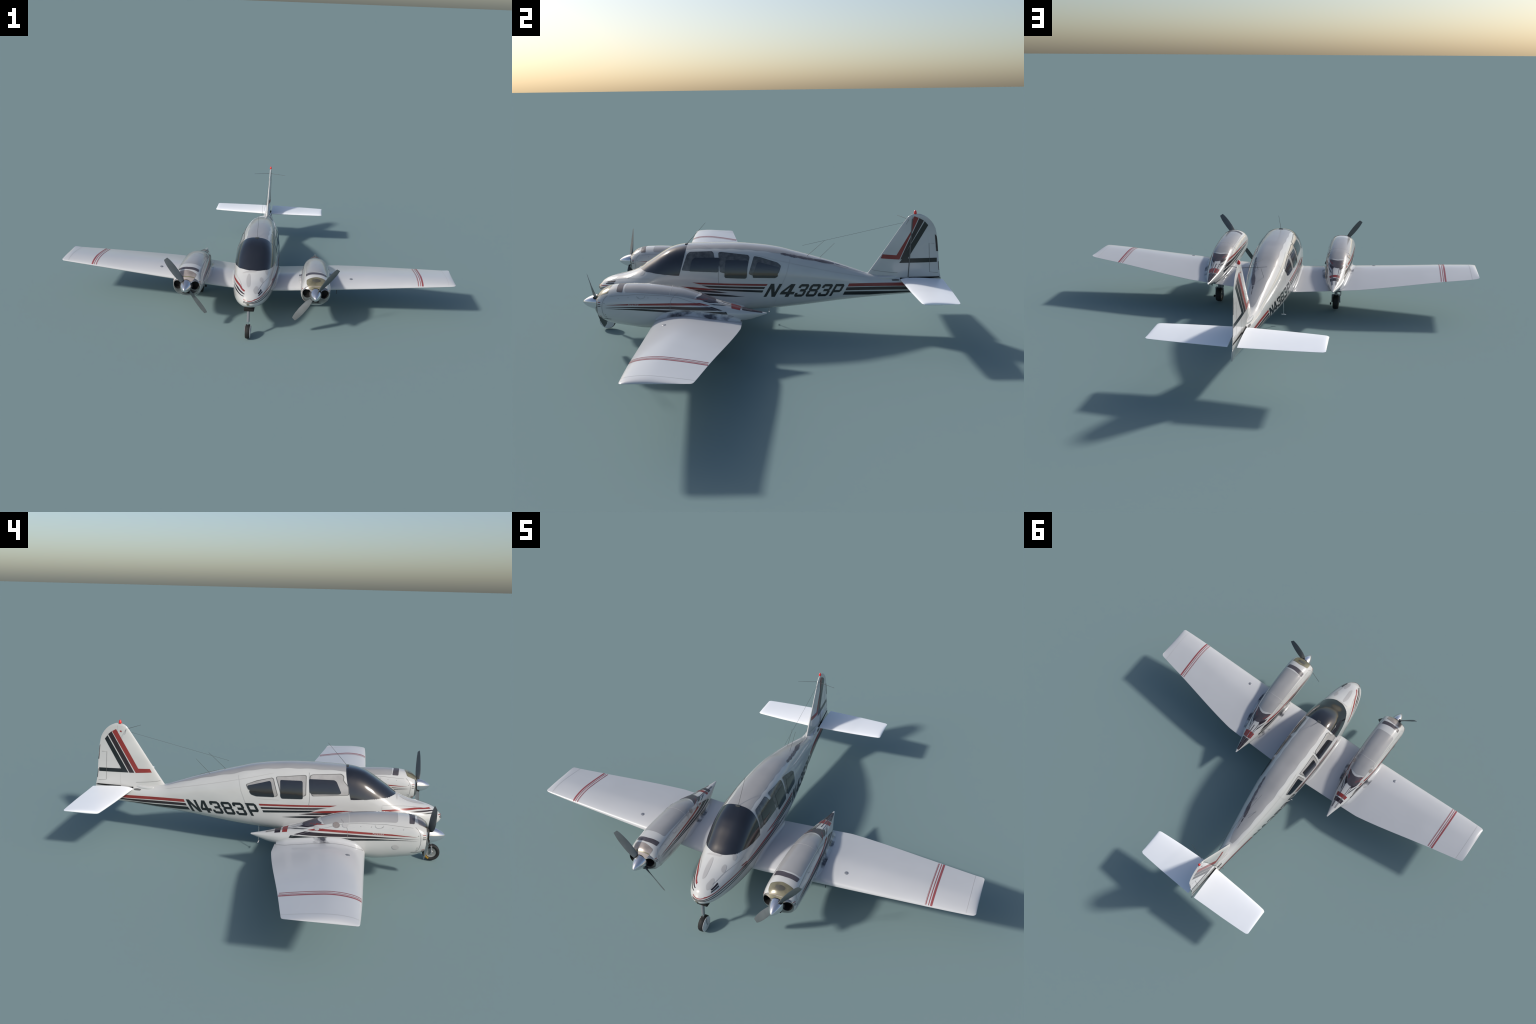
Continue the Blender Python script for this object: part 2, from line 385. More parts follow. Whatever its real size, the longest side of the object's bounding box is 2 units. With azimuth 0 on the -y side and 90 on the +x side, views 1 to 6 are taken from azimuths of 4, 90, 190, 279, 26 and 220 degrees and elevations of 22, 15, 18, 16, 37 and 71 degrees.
# ------------------------------------------------------------- landing gear
def wheel(parent, c, R, wdt, disc_side=None):
    h = wdt/2
    tyre = revolve('tyre', [(-h*.55, R*.55), (-h*.80, R*.66), (-h, R*.80), (-h*.93, R*.91), (-h*.62, R*.98), (0, R), (h*.62, R*.98), (h*.93, R*.91), (h, R*.80), (h*.80, R*.66), (h*.55, R*.55)],
                   (1, 0, 0), c, M_tyre, parent, n=48, sharp=60)
    revolve('wheel_hub', [(-h*.72, 0), (-h*.72, R*.2), (-h*.6, R*.25), (-h*.6, R*.5), (-h*.68, R*.57), (h*.68, R*.57), (h*.6, R*.5), (h*.6, R*.25), (h*.72, R*.2), (h*.72, 0)],
            (1, 0, 0), c, M_hub, tyre, n=40)
    return tyre

nose_leg = rod('nose_gear_strut', (-.002, -.700, .150), (-.002, -.7065, .085), .0070, .0070, M_strut, plane, n=20)
rod('nose_gear_piston', (-.002, -.7065, .086), (-.002, -.7095, .050), .0036, .0036, M_chrome, nose_leg, n=16)
rod('nose_gear_fork', (-.0155, -.7095, .062), (.0115, -.7095, .062), .004, .004, M_strut, nose_leg, n=12)
for dx in (-.0155, .0115):
    rod('nose_gear_fork', (dx, -.7095, .063), (dx, -.7110, .034), .003, .003, M_strut, nose_leg, n=12)
rod('wheel_axle', (-.018, -.7110, .0345), (.014, -.7110, .0345), .003, .003, M_chrome, nose_leg, n=12)
nose_tyre = wheel(plane, (-.002, -.7110, .0348), .0348, .0225)
revolve('wheel_disc', [(.0110, .0315), (.0122, .0312), (.0128, .028), (.0128, .012), (.0140, .010), (.0140, 0)], (1, 0, 0), (-.002, -.7110, .0345), M_disc, nose_tyre, n=48)
vs = []; fs = []
for k in range(13):
    a = math.radians(lerp(195, 250, k/12))
    for r in (.0215, .0265, .0300): vs.append((-.002-.0116-(.0004 if r < .029 else -.0006), -.7110-r*math.cos(a), .0348+r*math.sin(a)))
for k in range(12):
    for q in range(2): fs.append((k*3+q, k*3+q+1, k*3+q+4, k*3+q+3))
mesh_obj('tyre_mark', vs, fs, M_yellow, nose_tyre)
box('gear_bay_box', (0, -.690, .148), (.048, .040, .020), M_dark, plane, bevel=.004)  # solid dark box standing in for the nose gear bay

for sx in (1, -1):
    leg = rod('main_gear_strut', (sx*.306, -.228, .150), (sx*.306, -.231, .070), .0078, .0078, M_strut, plane, n=20)
    rod('main_gear_fork', (sx*.306-.019, -.231, .074), (sx*.306+.019, -.231, .074), .005, .005, M_strut, leg, n=12)
    for dx in (-.019, .019):
        rod('main_gear_fork', (sx*.306+dx, -.231, .075), (sx*.306+dx, -.232, .036), .0035, .0035, M_strut, leg, n=12)
    rod('wheel_axle', (sx*.306-.023, -.232, .039), (sx*.306+.023, -.232, .039), .0045, .0045, M_strut, leg, n=12)
    rod('drag_brace', (sx*.306+.010, -.228, .095), (sx*.306+.022, -.190, .138), .003, .003, M_strut, leg, n=10)
    wheel(plane, (sx*.306, -.232, .039), .039, .029)
    xi = sx*.306-.0265
    pl = [(-.250, .142), (-.163, .142), (-.163, .104), (-.180, .092), (-.216, .086)]
    n = len(pl); vs = [(xi-.0012, y, z) for y, z in pl]+[(xi+.0012, y, z) for y, z in pl]
    mesh_obj('gear_door', vs, [tuple(range(n)), tuple(range(2*n-1, n-1, -1))]+[(k, (k+1) % n, n+(k+1) % n, n+k) for k in range(n)], M_strut, leg, smooth=False)
    if sx > 0:
        xo = sx*.306+.027; pl = [(-.235, .142), (-.165, .142), (-.168, .112), (-.190, .098)]; n = len(pl)
        vs = [(xo-.0012, y, z) for y, z in pl]+[(xo+.0012, y, z) for y, z in pl]
        mesh_obj('gear_door', vs, [tuple(range(n)), tuple(range(2*n-1, n-1, -1))]+[(k, (k+1) % n, n+(k+1) % n, n+k) for k in range(n)], M_strut, leg, smooth=False)
    rod('side_link', (xi, -.205, .104), (sx*.306+.020, -.200, .108), .0035, .0035, M_strut, leg, n=10)
    revolve('brake_caliper', [(0, 0), (0, .006), (.007, .006), (.007, 0)], (1, 0, 0), (sx*.306+.022, -.222, .030), M_dark, leg, n=16)

# --------------------------------------------------- antennas, lamp, fittings
rod('whip_antenna', (0, -.352, .3745), (-.0015, -.2686, .4668), .0009, .0005, M_wire, plane)
box('antenna_base', (0, -.352, .3765), (.020, .010, .004), M_wire, plane, bevel=.001)
rod('wire_antenna', (0, .1393, .3642), (.001, .5640, .4590), .00045, .00045, M_wire, plane, n=6)
rod('antenna_mast', (.0185, .1545, .3200), (.0182, .2310, .3885), .0007, .0005, M_wire, plane, n=8)
rod('antenna_mast', (-.0177, .2114, .3030), (-.0181, .2770, .3683), .0007, .0005, M_wire, plane, n=8)
for sx in (1, -1):
    rod('tail_antenna', (0, .586, .4715), (sx*.0975, .555, .4715), .0010, .0006, M_wire, plane, n=8)
belly = rod('belly_antenna', (-.0705, -.0060, .1180), (-.0728, -.0047, .0450), .0019, .0016, M_chrome, plane, n=10)
rod('belly_antenna_bar', (-.0840, -.0047, .0440), (-.0618, -.0047, .0440), .0020, .0020, M_disc, belly, n=10)
rod('pitot_tube', (.4170, -.420, .152), (.4163, -.427, .130), .0018, .0014, M_wire, plane, n=8)


# ================================================== paint, panes and markings
B_nac = {sx: b for sx, o, b in nacelles}; O_nac = {sx: o for sx, o, b in nacelles}
B_wing = {sx: b for sx, o, b in wings}; O_wing = {sx: o for sx, o, b in wings}

def join_bvh(obs):
    vs, fs = [], []
    for o in obs:
        k = len(vs); vs += [v.co.copy() for v in o.data.vertices]; fs += [[i+k for i in p.vertices] for p in o.data.polygons]
    return BVHTree.FromPolygons(vs, fs)
B_fin = join_bvh([fin, rudder, box_seam])

def rounded(poly, r=.004, n=4):
    """Round the corners of a polygon."""
    out = []; m = len(poly)
    for i in range(m):
        p = Vector(poly[i]).to_2d(); a = Vector(poly[i-1]).to_2d(); b = Vector(poly[(i+1) % m]).to_2d()
        da, db = a-p, b-p
        k = min(r, da.length*.45, db.length*.45)
        A = p+da.normalized()*k; B = p+db.normalized()*k
        for t in range(n+1):
            q = t/n; out.append(tuple(A*(1-q)**2+p*2*q*(1-q)+B*q*q))
    return out

def inset(poly, d):
    c = Vector((sum(p[0] for p in poly)/len(poly), sum(p[1] for p in poly)/len(poly)))
    return [tuple(c+(Vector(p)-c)*(1-d/max(1e-6, (Vector(p)-c).length))) for p in poly]

def blob(cx, cy, rx, ry, tilt=0, n=28, wob=.12):
    return [(cx+rx*math.cos(a)*(1+wob*math.sin(3*a+cx*90))*math.cos(tilt)-ry*math.sin(a)*math.sin(tilt), cy+rx*math.cos(a)*math.sin(tilt)+ry*math.sin(a)*(1+wob*math.sin(2*a+cy*50))*math.cos(tilt)) for a in [2*math.pi*k/n for k in range(n)]]

def ribbon(pts, w):
    """Thin line as an outline, for panel seams."""
    L, R = [], []
    for i, p in enumerate(pts):
        a = Vector(pts[max(0, i-1)]); b = Vector(pts[min(len(pts)-1, i+1)]); d = (b-a).normalized(); n = Vector((-d.y, d.x))*w/2
        L.append(tuple(Vector(p)+n)); R.append(tuple(Vector(p)-n))
    return L+R[::-1]

def band(fc, fh, y0, y1, n=60):
    """Stripe that follows the body: centre height fc(y), half height fh(y)."""
    yy = [lerp(y0, y1, i/n) for i in range(n+1)]
    return [(y, fc(y)+max(.00005, fh(y))) for y in yy]+[(y, fc(y)-max(.00005, fh(y))) for y in reversed(yy)]

# --- cabin roof: greyer skin along the spine
xr = curve_fn([(-.352, .052), (-.2, .055), (0, .052), (.10, .050), (.20, .040), (.30, .030), (.41, .010)])
yr = [lerp(-.350, .41, i/70) for i in range(71)]
top_decal('roof_panel', [[(-xr(y)-.0015*math.sin(y*70), y) for y in yr]+[(xr(y)+.0015*math.sin(y*90), y) for y in reversed(yr)]], B_fus, M_roof, fus, step=.009, lift=.0004)

# --- cabin windows: pane in its frame, with the dark tinted glass over it
panes = {
 1: [[(-.3650, .2870), (-.3440, .3500), (-.3330, .3590), (-.2370, .3610), (-.2290, .3550), (-.2110, .2780)],
     [(-.2140, .3570), (-.2010, .3585), (-.0865, .3447), (-.0800, .3370), (-.0948, .2676), (-.1872, .2738), (-.2075, .2790)],
     [(-.0667, .3407), (-.0370, .3355), (.0342, .3128), (.0499, .2985), (.0416, .2723), (.0255, .2520), (-.0693, .2600), (-.0897, .2694)]],
 -1: [[(-.2070, .3470), (-.2199, .3510), (-.3301, .3589), (-.3430, .3514), (-.3413, .3374), (-.3632, .3152), (-.3666, .2840), (-.2210, .2705), (-.2074, .3055)],
      [(-.0707, .3320), (-.1847, .3469), (-.1943, .3456), (-.1978, .2725), (-.1914, .2675), (-.0974, .2597), (-.0831, .3023)],
      [(.0506, .2927), (.0069, .3114), (-.0556, .3276), (-.0630, .3248), (-.0838, .2621), (-.0784, .2559), (.0100, .2560), (.0418, .2750)]]}
glass = {
 1: [[(-.3310, .2850), (-.3193, .3292), (-.3096, .3369), (-.2107, .3365), (-.2047, .3318), (-.2119, .2795)],
     [(-.1810, .3250), (-.1751, .3270), (-.0924, .3233), (-.0890, .3166), (-.0950, .2558), (-.1010, .2512), (-.1835, .2562), (-.1866, .2621)],
     [(-.0510, .3140), (-.0450, .3155), (.0379, .2935), (.0430, .2857), (.0376, .2705), (.0328, .2649), (.0343, .2570), (.0235, .2495), (-.0694, .2535), (-.0700, .2629)]],
 -1: [[(-.2048, .3343), (-.3047, .3362), (-.3144, .3313), (-.3359, .2895), (-.3270, .2850), (-.2205, .2780), (-.2108, .2844)],
      [(-.0897, .3221), (-.1758, .3257), (-.1807, .3209), (-.1853, .2558), (-.0998, .2504), (-.0943, .2594)],
      [(.0442, .2880), (-.0473, .3149), (-.0535, .3102), (-.0594, .2857), (-.0709, .2533), (.0045, .2492), (.0263, .2545), (.0348, .2649), (.0313, .2728), (.0392, .2738)]]}
for sx in (1, -1):
    for k in range(3):
        p = rounded(panes[sx][k], .006); q = rounded(glass[sx][k], .005)
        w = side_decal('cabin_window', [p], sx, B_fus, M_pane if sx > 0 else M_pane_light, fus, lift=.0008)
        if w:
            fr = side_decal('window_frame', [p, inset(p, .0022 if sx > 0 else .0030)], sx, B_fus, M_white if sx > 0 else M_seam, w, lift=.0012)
            side_decal('window_glass', [q], sx, B_fus, M_glass, w, lift=.0016)

# --- cheat lines: upper group from the cabin door to the registration, and aft of it
for sx in (1, -1):
    if sx > 0:
        rows = [(M_red, [(-.3202, .2389), (-.0085, .2254), (-.0145, .2175), (-.2907, .2310)]), (M_maroon, [(-.2830, .2261), (-.0185, .2130), (-.0246, .2048), (-.2517, .2168)]),
                (M_black, [(-.2518, .2125), (-.0266, .1990), (-.0315, .1897), (-.2204, .2041)]),
                (M_red, [(.3341, .2105), (.5618, .2026), (.62, .2010), (.62, .1870), (.5729, .1886), (.3281, .1980)]),
                (M_maroon, [(.3245, .1945), (.5841, .1855), (.65, .1835), (.65, .1700), (.5959, .1716), (.3185, .1816)]),
                (M_black, [(.3157, .1768), (.5035, .1681), (.62, .1650), (.62, .1590), (.4233, .1554), (.3082, .1619)])]
    else:
        rows = [(M_red, [(-.3208, .2400), (-.0065, .2193), (-.0106, .2119), (-.2937, .2318)]), (M_maroon, [(-.2829, .2263), (-.0139, .2063), (-.0188, .1989), (-.2426, .2173)]),
                (M_black, [(-.2391, .2131), (-.0229, .1933), (-.0270, .1846), (-.2135, .2031)]),
                (M_red, [(.3192, .1988), (.5881, .1857), (.63, .1840), (.63, .1720), (.5801, .1735), (.3144, .1872)]),
                (M_maroon, [(.3112, .1828), (.5804, .1700), (.64, .1690), (.64, .1640), (.5057, .1620), (.3054, .1723)]),
                (M_black, [(.3015, .1678), (.46, .1590), (.60, .1580), (.4464, .1481), (.3417, .1505), (.2924, .1551)])]
    for m, poly in rows: side_decal('stripe', [poly], sx, B_fus, m, fus)

# lower group, wrapping round the nose and ending in points behind the wing root
LR = (curve_fn([(-.734, .2022), (-.725, .2058), (-.69, .2097), (-.62, .2130), (-.55, .2125), (-.46, .2160), (-.36, .2165), (-.2955, .2120), (-.216, .2041)]),
      curve_fn([(-.734, .0013), (-.69, .0014), (-.55, .0018), (-.46, .0030), (-.36, .0045), (-.27, .0042), (-.216, .0001)]))
LD = (curve_fn([(-.734, .1975), (-.70, .2020), (-.646, .2045), (-.585, .2030), (-.46, .2060), (-.30, .2035), (-.252, .1995), (-.173, .1923)]),
      curve_fn([(-.734, .0012), (-.69, .0014), (-.55, .0018), (-.46, .0030), (-.30, .0036), (-.23, .0036), (-.173, .0001)]))
LB = (curve_fn([(-.734, .1935), (-.69, .1943), (-.58, .1945), (-.46, .1960), (-.36, .1935), (-.264, .1870), (-.20, .1822), (-.1044, .1735)]),
      curve_fn([(-.734, .0012), (-.69, .0014), (-.55, .0018), (-.46, .0030), (-.30, .0040), (-.20, .0042), (-.1044, .0001)]))
for (c, h), m in ((LR, M_red), (LD, M_maroon), (LB, M_black)):
    end = {M_red: -.216, M_maroon: -.173, M_black: -.1044}[m]
    side_decal('stripe', [band(c, h, -.722, end)], 1, B_fus, m, fus, step=.005)
    side_decal('stripe', [band(c, h, -.385, end)], -1, B_fus, m, fus, step=.005)
    # across the tip of the nose, thrown from the front
    xs = [lerp(-.026, .0335, i/24) for i in range(25)]
    zc = lambda x: c(-.734+abs(x)**2.2*22)
    decal('stripe', [[(x, zc(x)+.0014) for x in xs]+[(x, zc(x)-.0012) for x in reversed(xs)]], lambda a, b: (a, -1, b), B_fus, (0, 1, 0), m, fus, step=.005, lift=.0008)
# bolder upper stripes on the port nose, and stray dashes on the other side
side_decal('stripe', [[(-.4965, .2310), (-.5637, .2350), (-.6256, .2365), (-.6830, .2335), (-.6905, .2295), (-.6368, .2315), (-.5641, .2275), (-.4987, .2245)]], -1, B_fus, M_red, fus)
side_decal('stripe', [[(-.5489, .2190), (-.6324, .2263), (-.6835, .2268), (-.7030, .2245), (-.7040, .2222), (-.6841, .2225), (-.62, .2205)]], -1, B_fus, M_maroon, fus)
side_decal('stripe', [[(-.5502, .2075), (-.6332, .2166), (-.6808, .2182), (-.7107, .2176), (-.7115, .2150), (-.6832, .2149), (-.62, .2110)]], -1, B_fus, M_black, fus)
side_decal('stripe', [[(-.5274, .2265), (-.4905, .2235), (-.4920, .2182), (-.5260, .2220)]], 1, B_fus, M_red, fus)
side_decal('stripe', [[(-.6888, .2250), (-.6514, .2320), (-.6534, .2271), (-.6893, .2210)]], 1, B_fus, M_maroon, fus)
side_decal('stripe', [[(-.6950, .2190), (-.6560, .2245), (-.6580, .2205), (-.6960, .2160)]], 1, B_fus, M_black, fus)
side_decal('stripe', [[(-.5300, .2140), (-.4920, .2120), (-.4930, .2080), (-.5290, .2105)]], 1, B_fus, M_maroon, fus)

# --- registration letters, slanted block capitals
GLYPH = {
 'N': [[(0, 0), (0, 1), (.30, 1), (.75, .36), (.75, 1), (1, 1), (1, 0), (.70, 0), (.25, .64), (.25, 0)]],
 '4': [[(.46, 0), (.46, .19), (0, .19), (0, .40), (.42, 1), (.73, 1), (.73, .40), (1, .40), (1, .19), (.73, .19), (.73, 0)], [(.22, .40), (.46, .40), (.46, .76)]],
 '3': [[(.14, 0), (.84, 0), (1, .13), (1, .42), (.90, .51), (1, .60), (1, .87), (.84, 1), (.14, 1), (0, .87), (0, .69), (.25, .69), (.25, .81), (.75, .81), (.75, .61), (.32, .61), (.32, .42), (.75, .42), (.75, .19), (.25, .19), (.25, .31), (0, .31), (0, .13)]],
 '8': [[(.14, 0), (.86, 0), (1, .13), (1, .42), (.90, .51), (1, .60), (1, .87), (.86, 1), (.14, 1), (0, .87), (0, .60), (.10, .51), (0, .42), (0, .13)],
       [(.25, .19), (.75, .19), (.75, .42), (.25, .42)], [(.25, .61), (.75, .61), (.75, .81), (.25, .81)]],
 'P': [[(0, 0), (0, 1), (.85, 1), (1, .88), (1, .45), (.85, .32), (.25, .32), (.25, 0)], [(.25, .51), (.75, .51), (.75, .81), (.25, .81)]]}
LETTERS = {1: [('N', -.027, .020), ('4', .034, .092), ('3', .097, .138), ('8', .145, .188), ('3', .196, .239), ('P', .248, .288)],
           -1: [('N', .281, .236), ('4', .231, .185), ('3', .180, .137), ('8', .130, .086), ('3', .080, .035), ('P', .022, -.022)]}
BASE = {1: (lambda y: .1706-.040*(y+.027), lambda y: .2261-.053*(y-.0054)), -1: (lambda y: .1650-.057*y, lambda y: .2196-.064*y)}
for sx in (1, -1):
    lo, hi = BASE[sx]
    for ch, a, b in LETTERS[sx]:
        loops = []
        for lp in GLYPH[ch]:
            o = []
            for u, v in lp:
                sy = lerp(a, b, u); z0 = lo(sy); h = hi(sy+.03)-z0
                o.append((sy+.58*h*v, z0+h*v))
            loops.append(o)
        side_decal('registration_letter', loops, sx, B_fus, M_black, fus, lift=.0007)

# --- fin: red, maroon and black chevron
chev = {-1: [(M_red, [(.6290, .4706), (.6473, .4605), (.5451, .2842), (.4740, .2901), (.4825, .3054), (.5333, .3038), (.6233, .4612)]),
             (M_maroon, [(.6502, .4596), (.6660, .4458), (.5733, .2829), (.5511, .2845)]),
             (M_black, [(.6690, .4409), (.6821, .4252), (.6111, .2991), (.7145, .2949), (.7150, .2787), (.5781, .2834)])],
        1: [(M_red, [(.4801, .3232), (.5380, .3196), (.5966, .4236), (.6029, .4800), (.6079, .4860), (.6254, .4790), (.5507, .3007), (.4720, .3057)]),
            (M_maroon, [(.6286, .4780), (.6481, .4668), (.5622, .3017), (.5543, .3007)]),
            (M_black, [(.6518, .4642), (.6676, .4473), (.5870, .3052), (.7115, .3050), (.7125, .2862), (.5502, .2857), (.5605, .3006)])]}
for sx in (1, -1):
    for m, poly in chev[sx]: side_decal('fin_stripe', [poly], sx, B_fin, m, fin, lift=.0005)
    side_decal('trim_tab_seam', [ribbon([(.6975, .3685), (.6745, .3694), (.6828, .2439), (.7195, .2385)], .0013)], sx, B_fin, M_seam, rudder, lift=.0006)
    side_decal('fin_root_seam', [ribbon([(.436, .256), (.48, .249), (.545, .243)], .0010)], sx, B_fin, M_seam, fin, lift=.0006)
    side_decal('rudder_edge_wear', [[(.6975, .4080), (.7055, .4000), (.7085, .3880), (.7155, .3335), (.7075, .3335)] if sx > 0 else [(.7040, .4000), (.7070, .3930), (.7158, .3330), (.7125, .3330)]], sx, B_fin, M_maroon, rudder, lift=.0007)
    if sx > 0: side_decal('hinge_seal', [ribbon([(.5992, .4760), (.5958, .36), (.5910, .2240)], .0042)], sx, B_fin, M_seam, fin, lift=.0010)
    side_decal('rudder_edge_wear', [[(.7170, .2900), (.7195, .2890), (.7250, .2500), (.7225, .2500)]], sx, B_fin, M_maroon, rudder, lift=.0007)
side_decal('fin_lamp', [[(.6035, .4585), (.6110, .4600), (.6120, .4660), (.6040, .4650)]], -1, B_fin, M_red, fin, lift=.0012)
# fairing where fin meets tail cone, with shadow painted in front of the tailplane
for sx in (1, -1):
    rings = []
    for i in range(25):
        t = i/24; y = lerp(.462, .575, t); w = .0085*math.sin(math.pi*min(1, t*1.25+.02))**.6 if t < .8 else .0085*max(.05, (1-t)/.2)**.5
        c = fus_pt(y, fus_theta(y, .2225)); x0 = abs(c.x)
        rings.append([Vector((sx*(x0-.004+w*math.cos(a)), y, .2220+.0085*math.sin(a))) for a in [2*math.pi*k/16 for k in range(16)]])
    loft('tail_fairing', rings, M_white, plane)
    side_decal('tail_dark_patch', [rounded([(.518, .2165), (.538, .2175), (.552, .2150), (.550, .2100), (.522, .2105)], .002)], sx, B_fus, M_seam, fus, lift=.0012)  # shadow between fairing and stabilator, painted as a dark patch
    side_decal('tail_dark_patch', [rounded([(.556, .2240), (.735, .2225), (.735, .2170), (.556, .2110)], .003)], sx, join_bvh([fus, rudder]), M_dark, fus, lift=.0010)  # dark patch painted on the tail along the stabilator root

# --- engine nacelles
for sx in (1, -1):
    nac, B = O_nac[sx], B_nac[sx]
    for side in (1, -1):
        cast = lambda nm, loops, m, **k: decal(nm, loops, lambda a, b: (sx*.306+side*.5, a, b), B, (-side, 0, 0), m, nac, **k)
        dz = .0020 if sx < 0 else 0.0
        cast('nacelle_stripe', [[(-.6150, .2345+dz), (-.5260, .2378+dz), (-.3698, .2374), (-.2643, .2321), (-.2256, .2198), (-.30, .2265), (-.3700, .2292), (-.5263, .2325+dz)]], M_red)
        cast('nacelle_stripe', [[(-.6197, .2272+dz), (-.3701, .2250), (-.2185, .2144), (-.1777, .1982), (-.3706, .2150), (-.5269, .2226+dz)]], M_maroon)
        cast('nacelle_stripe', [[(-.6202, .2214+dz), (-.4772, .2180), (-.3708, .2099), (-.1653, .1931), (-.1600, .1835), (-.3713, .2012), (-.5131, .2143+dz)]], M_black)
        cast('nacelle_stripe', [[(-.2930, .2475), (-.2483, .2429), (-.2320, .2375), (-.2500, .2385)]], M_red)
        cast('nacelle_stripe', [[(-.2541, .2363), (-.2150, .2315), (-.1950, .2220), (-.2295, .2280)]], M_maroon)
        cast('nacelle_stripe', [[(-.2290, .2246), (-.1800, .2150), (-.1650, .2105), (-.2117, .2190)]], M_black)
        # short dashes on the cowl lip
        for m, z in ((M_red, .2430), (M_maroon, .2355), (M_black, .2290), (M_red, .1870), (M_maroon, .1810), (M_black, .1750)):
            cast('cowl_dash', [[(-.6440, z+.0012), (-.6330, z+.0012), (-.6320, z-.0012), (-.6430, z-.0012)]], m)
        # panel seams and fasteners
        cast('panel_seam', [ribbon([(-.346, .2690), (-.358, .2610), (-.366, .2520), (-.370, .2440), (-.372, .2360), (-.373, .2100), (-.373, .1830)], .0009)], M_patch2, lift=.0009)
        cast('panel_seam', [ribbon([(-.606, .2680), (-.614, .2610), (-.621, .2520), (-.6255, .2400), (-.627, .2250), (-.626, .2080), (-.622, .1920), (-.616, .1830), (-.608, .1770)], .0009)], M_patch2, lift=.0009)
        cast('panel_seam', [ribbon([(-.640, .1765), (-.596, .1768)], .0016)], M_seam, lift=.0009)
        cast('panel_seam', [ribbon([(-.598, .2655), (-.50, .2700), (-.40, .2640), (-.34, .2540), (-.26, .2260), (-.17, .1900)], .0007)], M_patch2, lift=.0009)
        for k in range(5):
            y = -.565+.037*k
            cast('fastener', [[(y+.0011*math.cos(a), .2610-.004*abs(k-1.5)/2+.0011*math.sin(a)) for a in [2*math.pi*q/8 for q in range(8)]]], M_seam, lift=.0008)
        for y, z in ((-.618, .2290+.012), (-.616, .1965), (-.614, .1880)):
            cast('fastener', [[(y+.0014*math.cos(a), z+.0014*math.sin(a)) for a in [2*math.pi*q/8 for q in range(8)]]], M_seam, lift=.0008)
        if sx < 0:
            for y, z, r, m in ((-.3304, .2512, .0125, M_tan), (-.3615, .2545, .0105, M_patch), (-.2609, .2310, .0095, M_patch), (-.5412, .1925, .0120, M_patch)):
                cast('cowl_patch', [[(y+r*math.cos(a), z+r*.72*math.sin(a)) for a in [2*math.pi*q/24 for q in range(24)]]], m, lift=.0012)
        cast('access_door_seam', [ribbon([(-.4665, .2640), (-.4680, .2590), (-.4740, .2560), (-.4814, .2550), (-.4890, .2565), (-.4950, .2600), (-.4965, .2655)], .0008)], M_patch2, lift=.0009)
        # model name in pale script on the red line
        cu = bpy.data.curves.new('name', 'FONT'); cu.body = 'Apache'; cu.size = .0095; cu.shear = .35; cu.space_character = 1.25
        ob = bpy.data.objects.new('name', cu); SC.objects.link(ob)
        dg = bpy.context.evaluated_depsgraph_get(); me = bpy.data.meshes.new_from_object(ob.evaluated_get(dg))
        bpy.data.objects.remove(ob)
        fwd = side                                              # reads nose to tail on +x faces, tail to nose on -x faces
        y0 = -.530 if side > 0 else -.458
        vs = []
        for v in me.vertices:
            p = Vector((sx*.306+side*.5, y0+fwd*v.co.x*1.15, .2325+dz+v.co.y*.8))
            h, nrm, _, _ = B.ray_cast(p, Vector((-side, 0, 0)))
            vs.append(h+nrm*.0012 if h else p)
        mesh_obj('nacelle_name', vs, [p.vertices[:] for p in me.polygons], M_white, nac, smooth=False)
        bpy.data.meshes.remove(me)
    # top of the cowl, thrown from above
    X = lambda poly: [(sx*.306+x*sx, y) for x, y in poly]
    tp = lambda nm, poly, m, **k: top_decal(nm, [X(poly)], B, m, nac, step=.007, **k)
    tp('cowl_top_panel', rounded([(-.050, -.545), (.050, -.545), (.051, -.44), (.049, -.36), (.044, -.285), (0, -.268), (-.044, -.285), (-.049, -.36), (-.051, -.44)], .01), M_roof, lift=.0004)
    tp('panel_seam', ribbon([(-.050, -.375), (0, -.371), (.050, -.375)], .0025), M_patch, lift=.0007)
    if sx > 0:
        tp('dark_band', rounded([(-.050, -.572), (0, -.576), (.047, -.574), (.050, -.552), (0, -.553), (-.050, -.546)], .004), M_smudge)  # baked reflection painted as a dark band across the cowl
        tp('olive_patch', rounded([(-.046, -.610), (0, -.600), (.049, -.606), (.046, -.635), (.036, -.650), (.026, -.6575), (-.026, -.6575), (-.036, -.650), (-.045, -.635)], .006), M_olive)  # olive patch over the upper cowl front
        tp('dark_spot', blob(0, -.624, .020, .010, wob=.05), M_spot, lift=.0009)  # darker spot in the middle of the olive patch
        tp('cowl_seam', ribbon([(-.036, -.6475), (0, -.6490), (.036, -.6475)], .0012), M_tan, lift=.0009)
    else:
        tp('dark_band', rounded([(-.048, -.603), (0, -.606), (.047, -.602), (.049, -.584), (0, -.586), (-.050, -.580)], .004), M_smudge)  # dark band again copies a baked reflection into the colour
        tp('tan_patch', rounded([(-.044, -.622), (0, -.612), (.044, -.616), (.042, -.637), (.036, -.650), (.026, -.6575), (-.026, -.6575), (-.036, -.650), (-.042, -.637)], .006), M_tan)  # tan patch over the upper cowl front
        tp('cowl_seam', ribbon([(-.038, -.6440), (0, -.6460), (.038, -.6440)], .0035), M_olive, lift=.0009)
    tp('reflection_patch', rounded([(-.040, -.282), (-.020, -.264), (0, -.258), (.020, -.264), (.038, -.280), (.037, -.235), (.024, -.214), (.008, -.204), (-.010, -.208), (-.030, -.230)], .006), M_smudge)  # photo reflection painted as a dark patch on the aft top
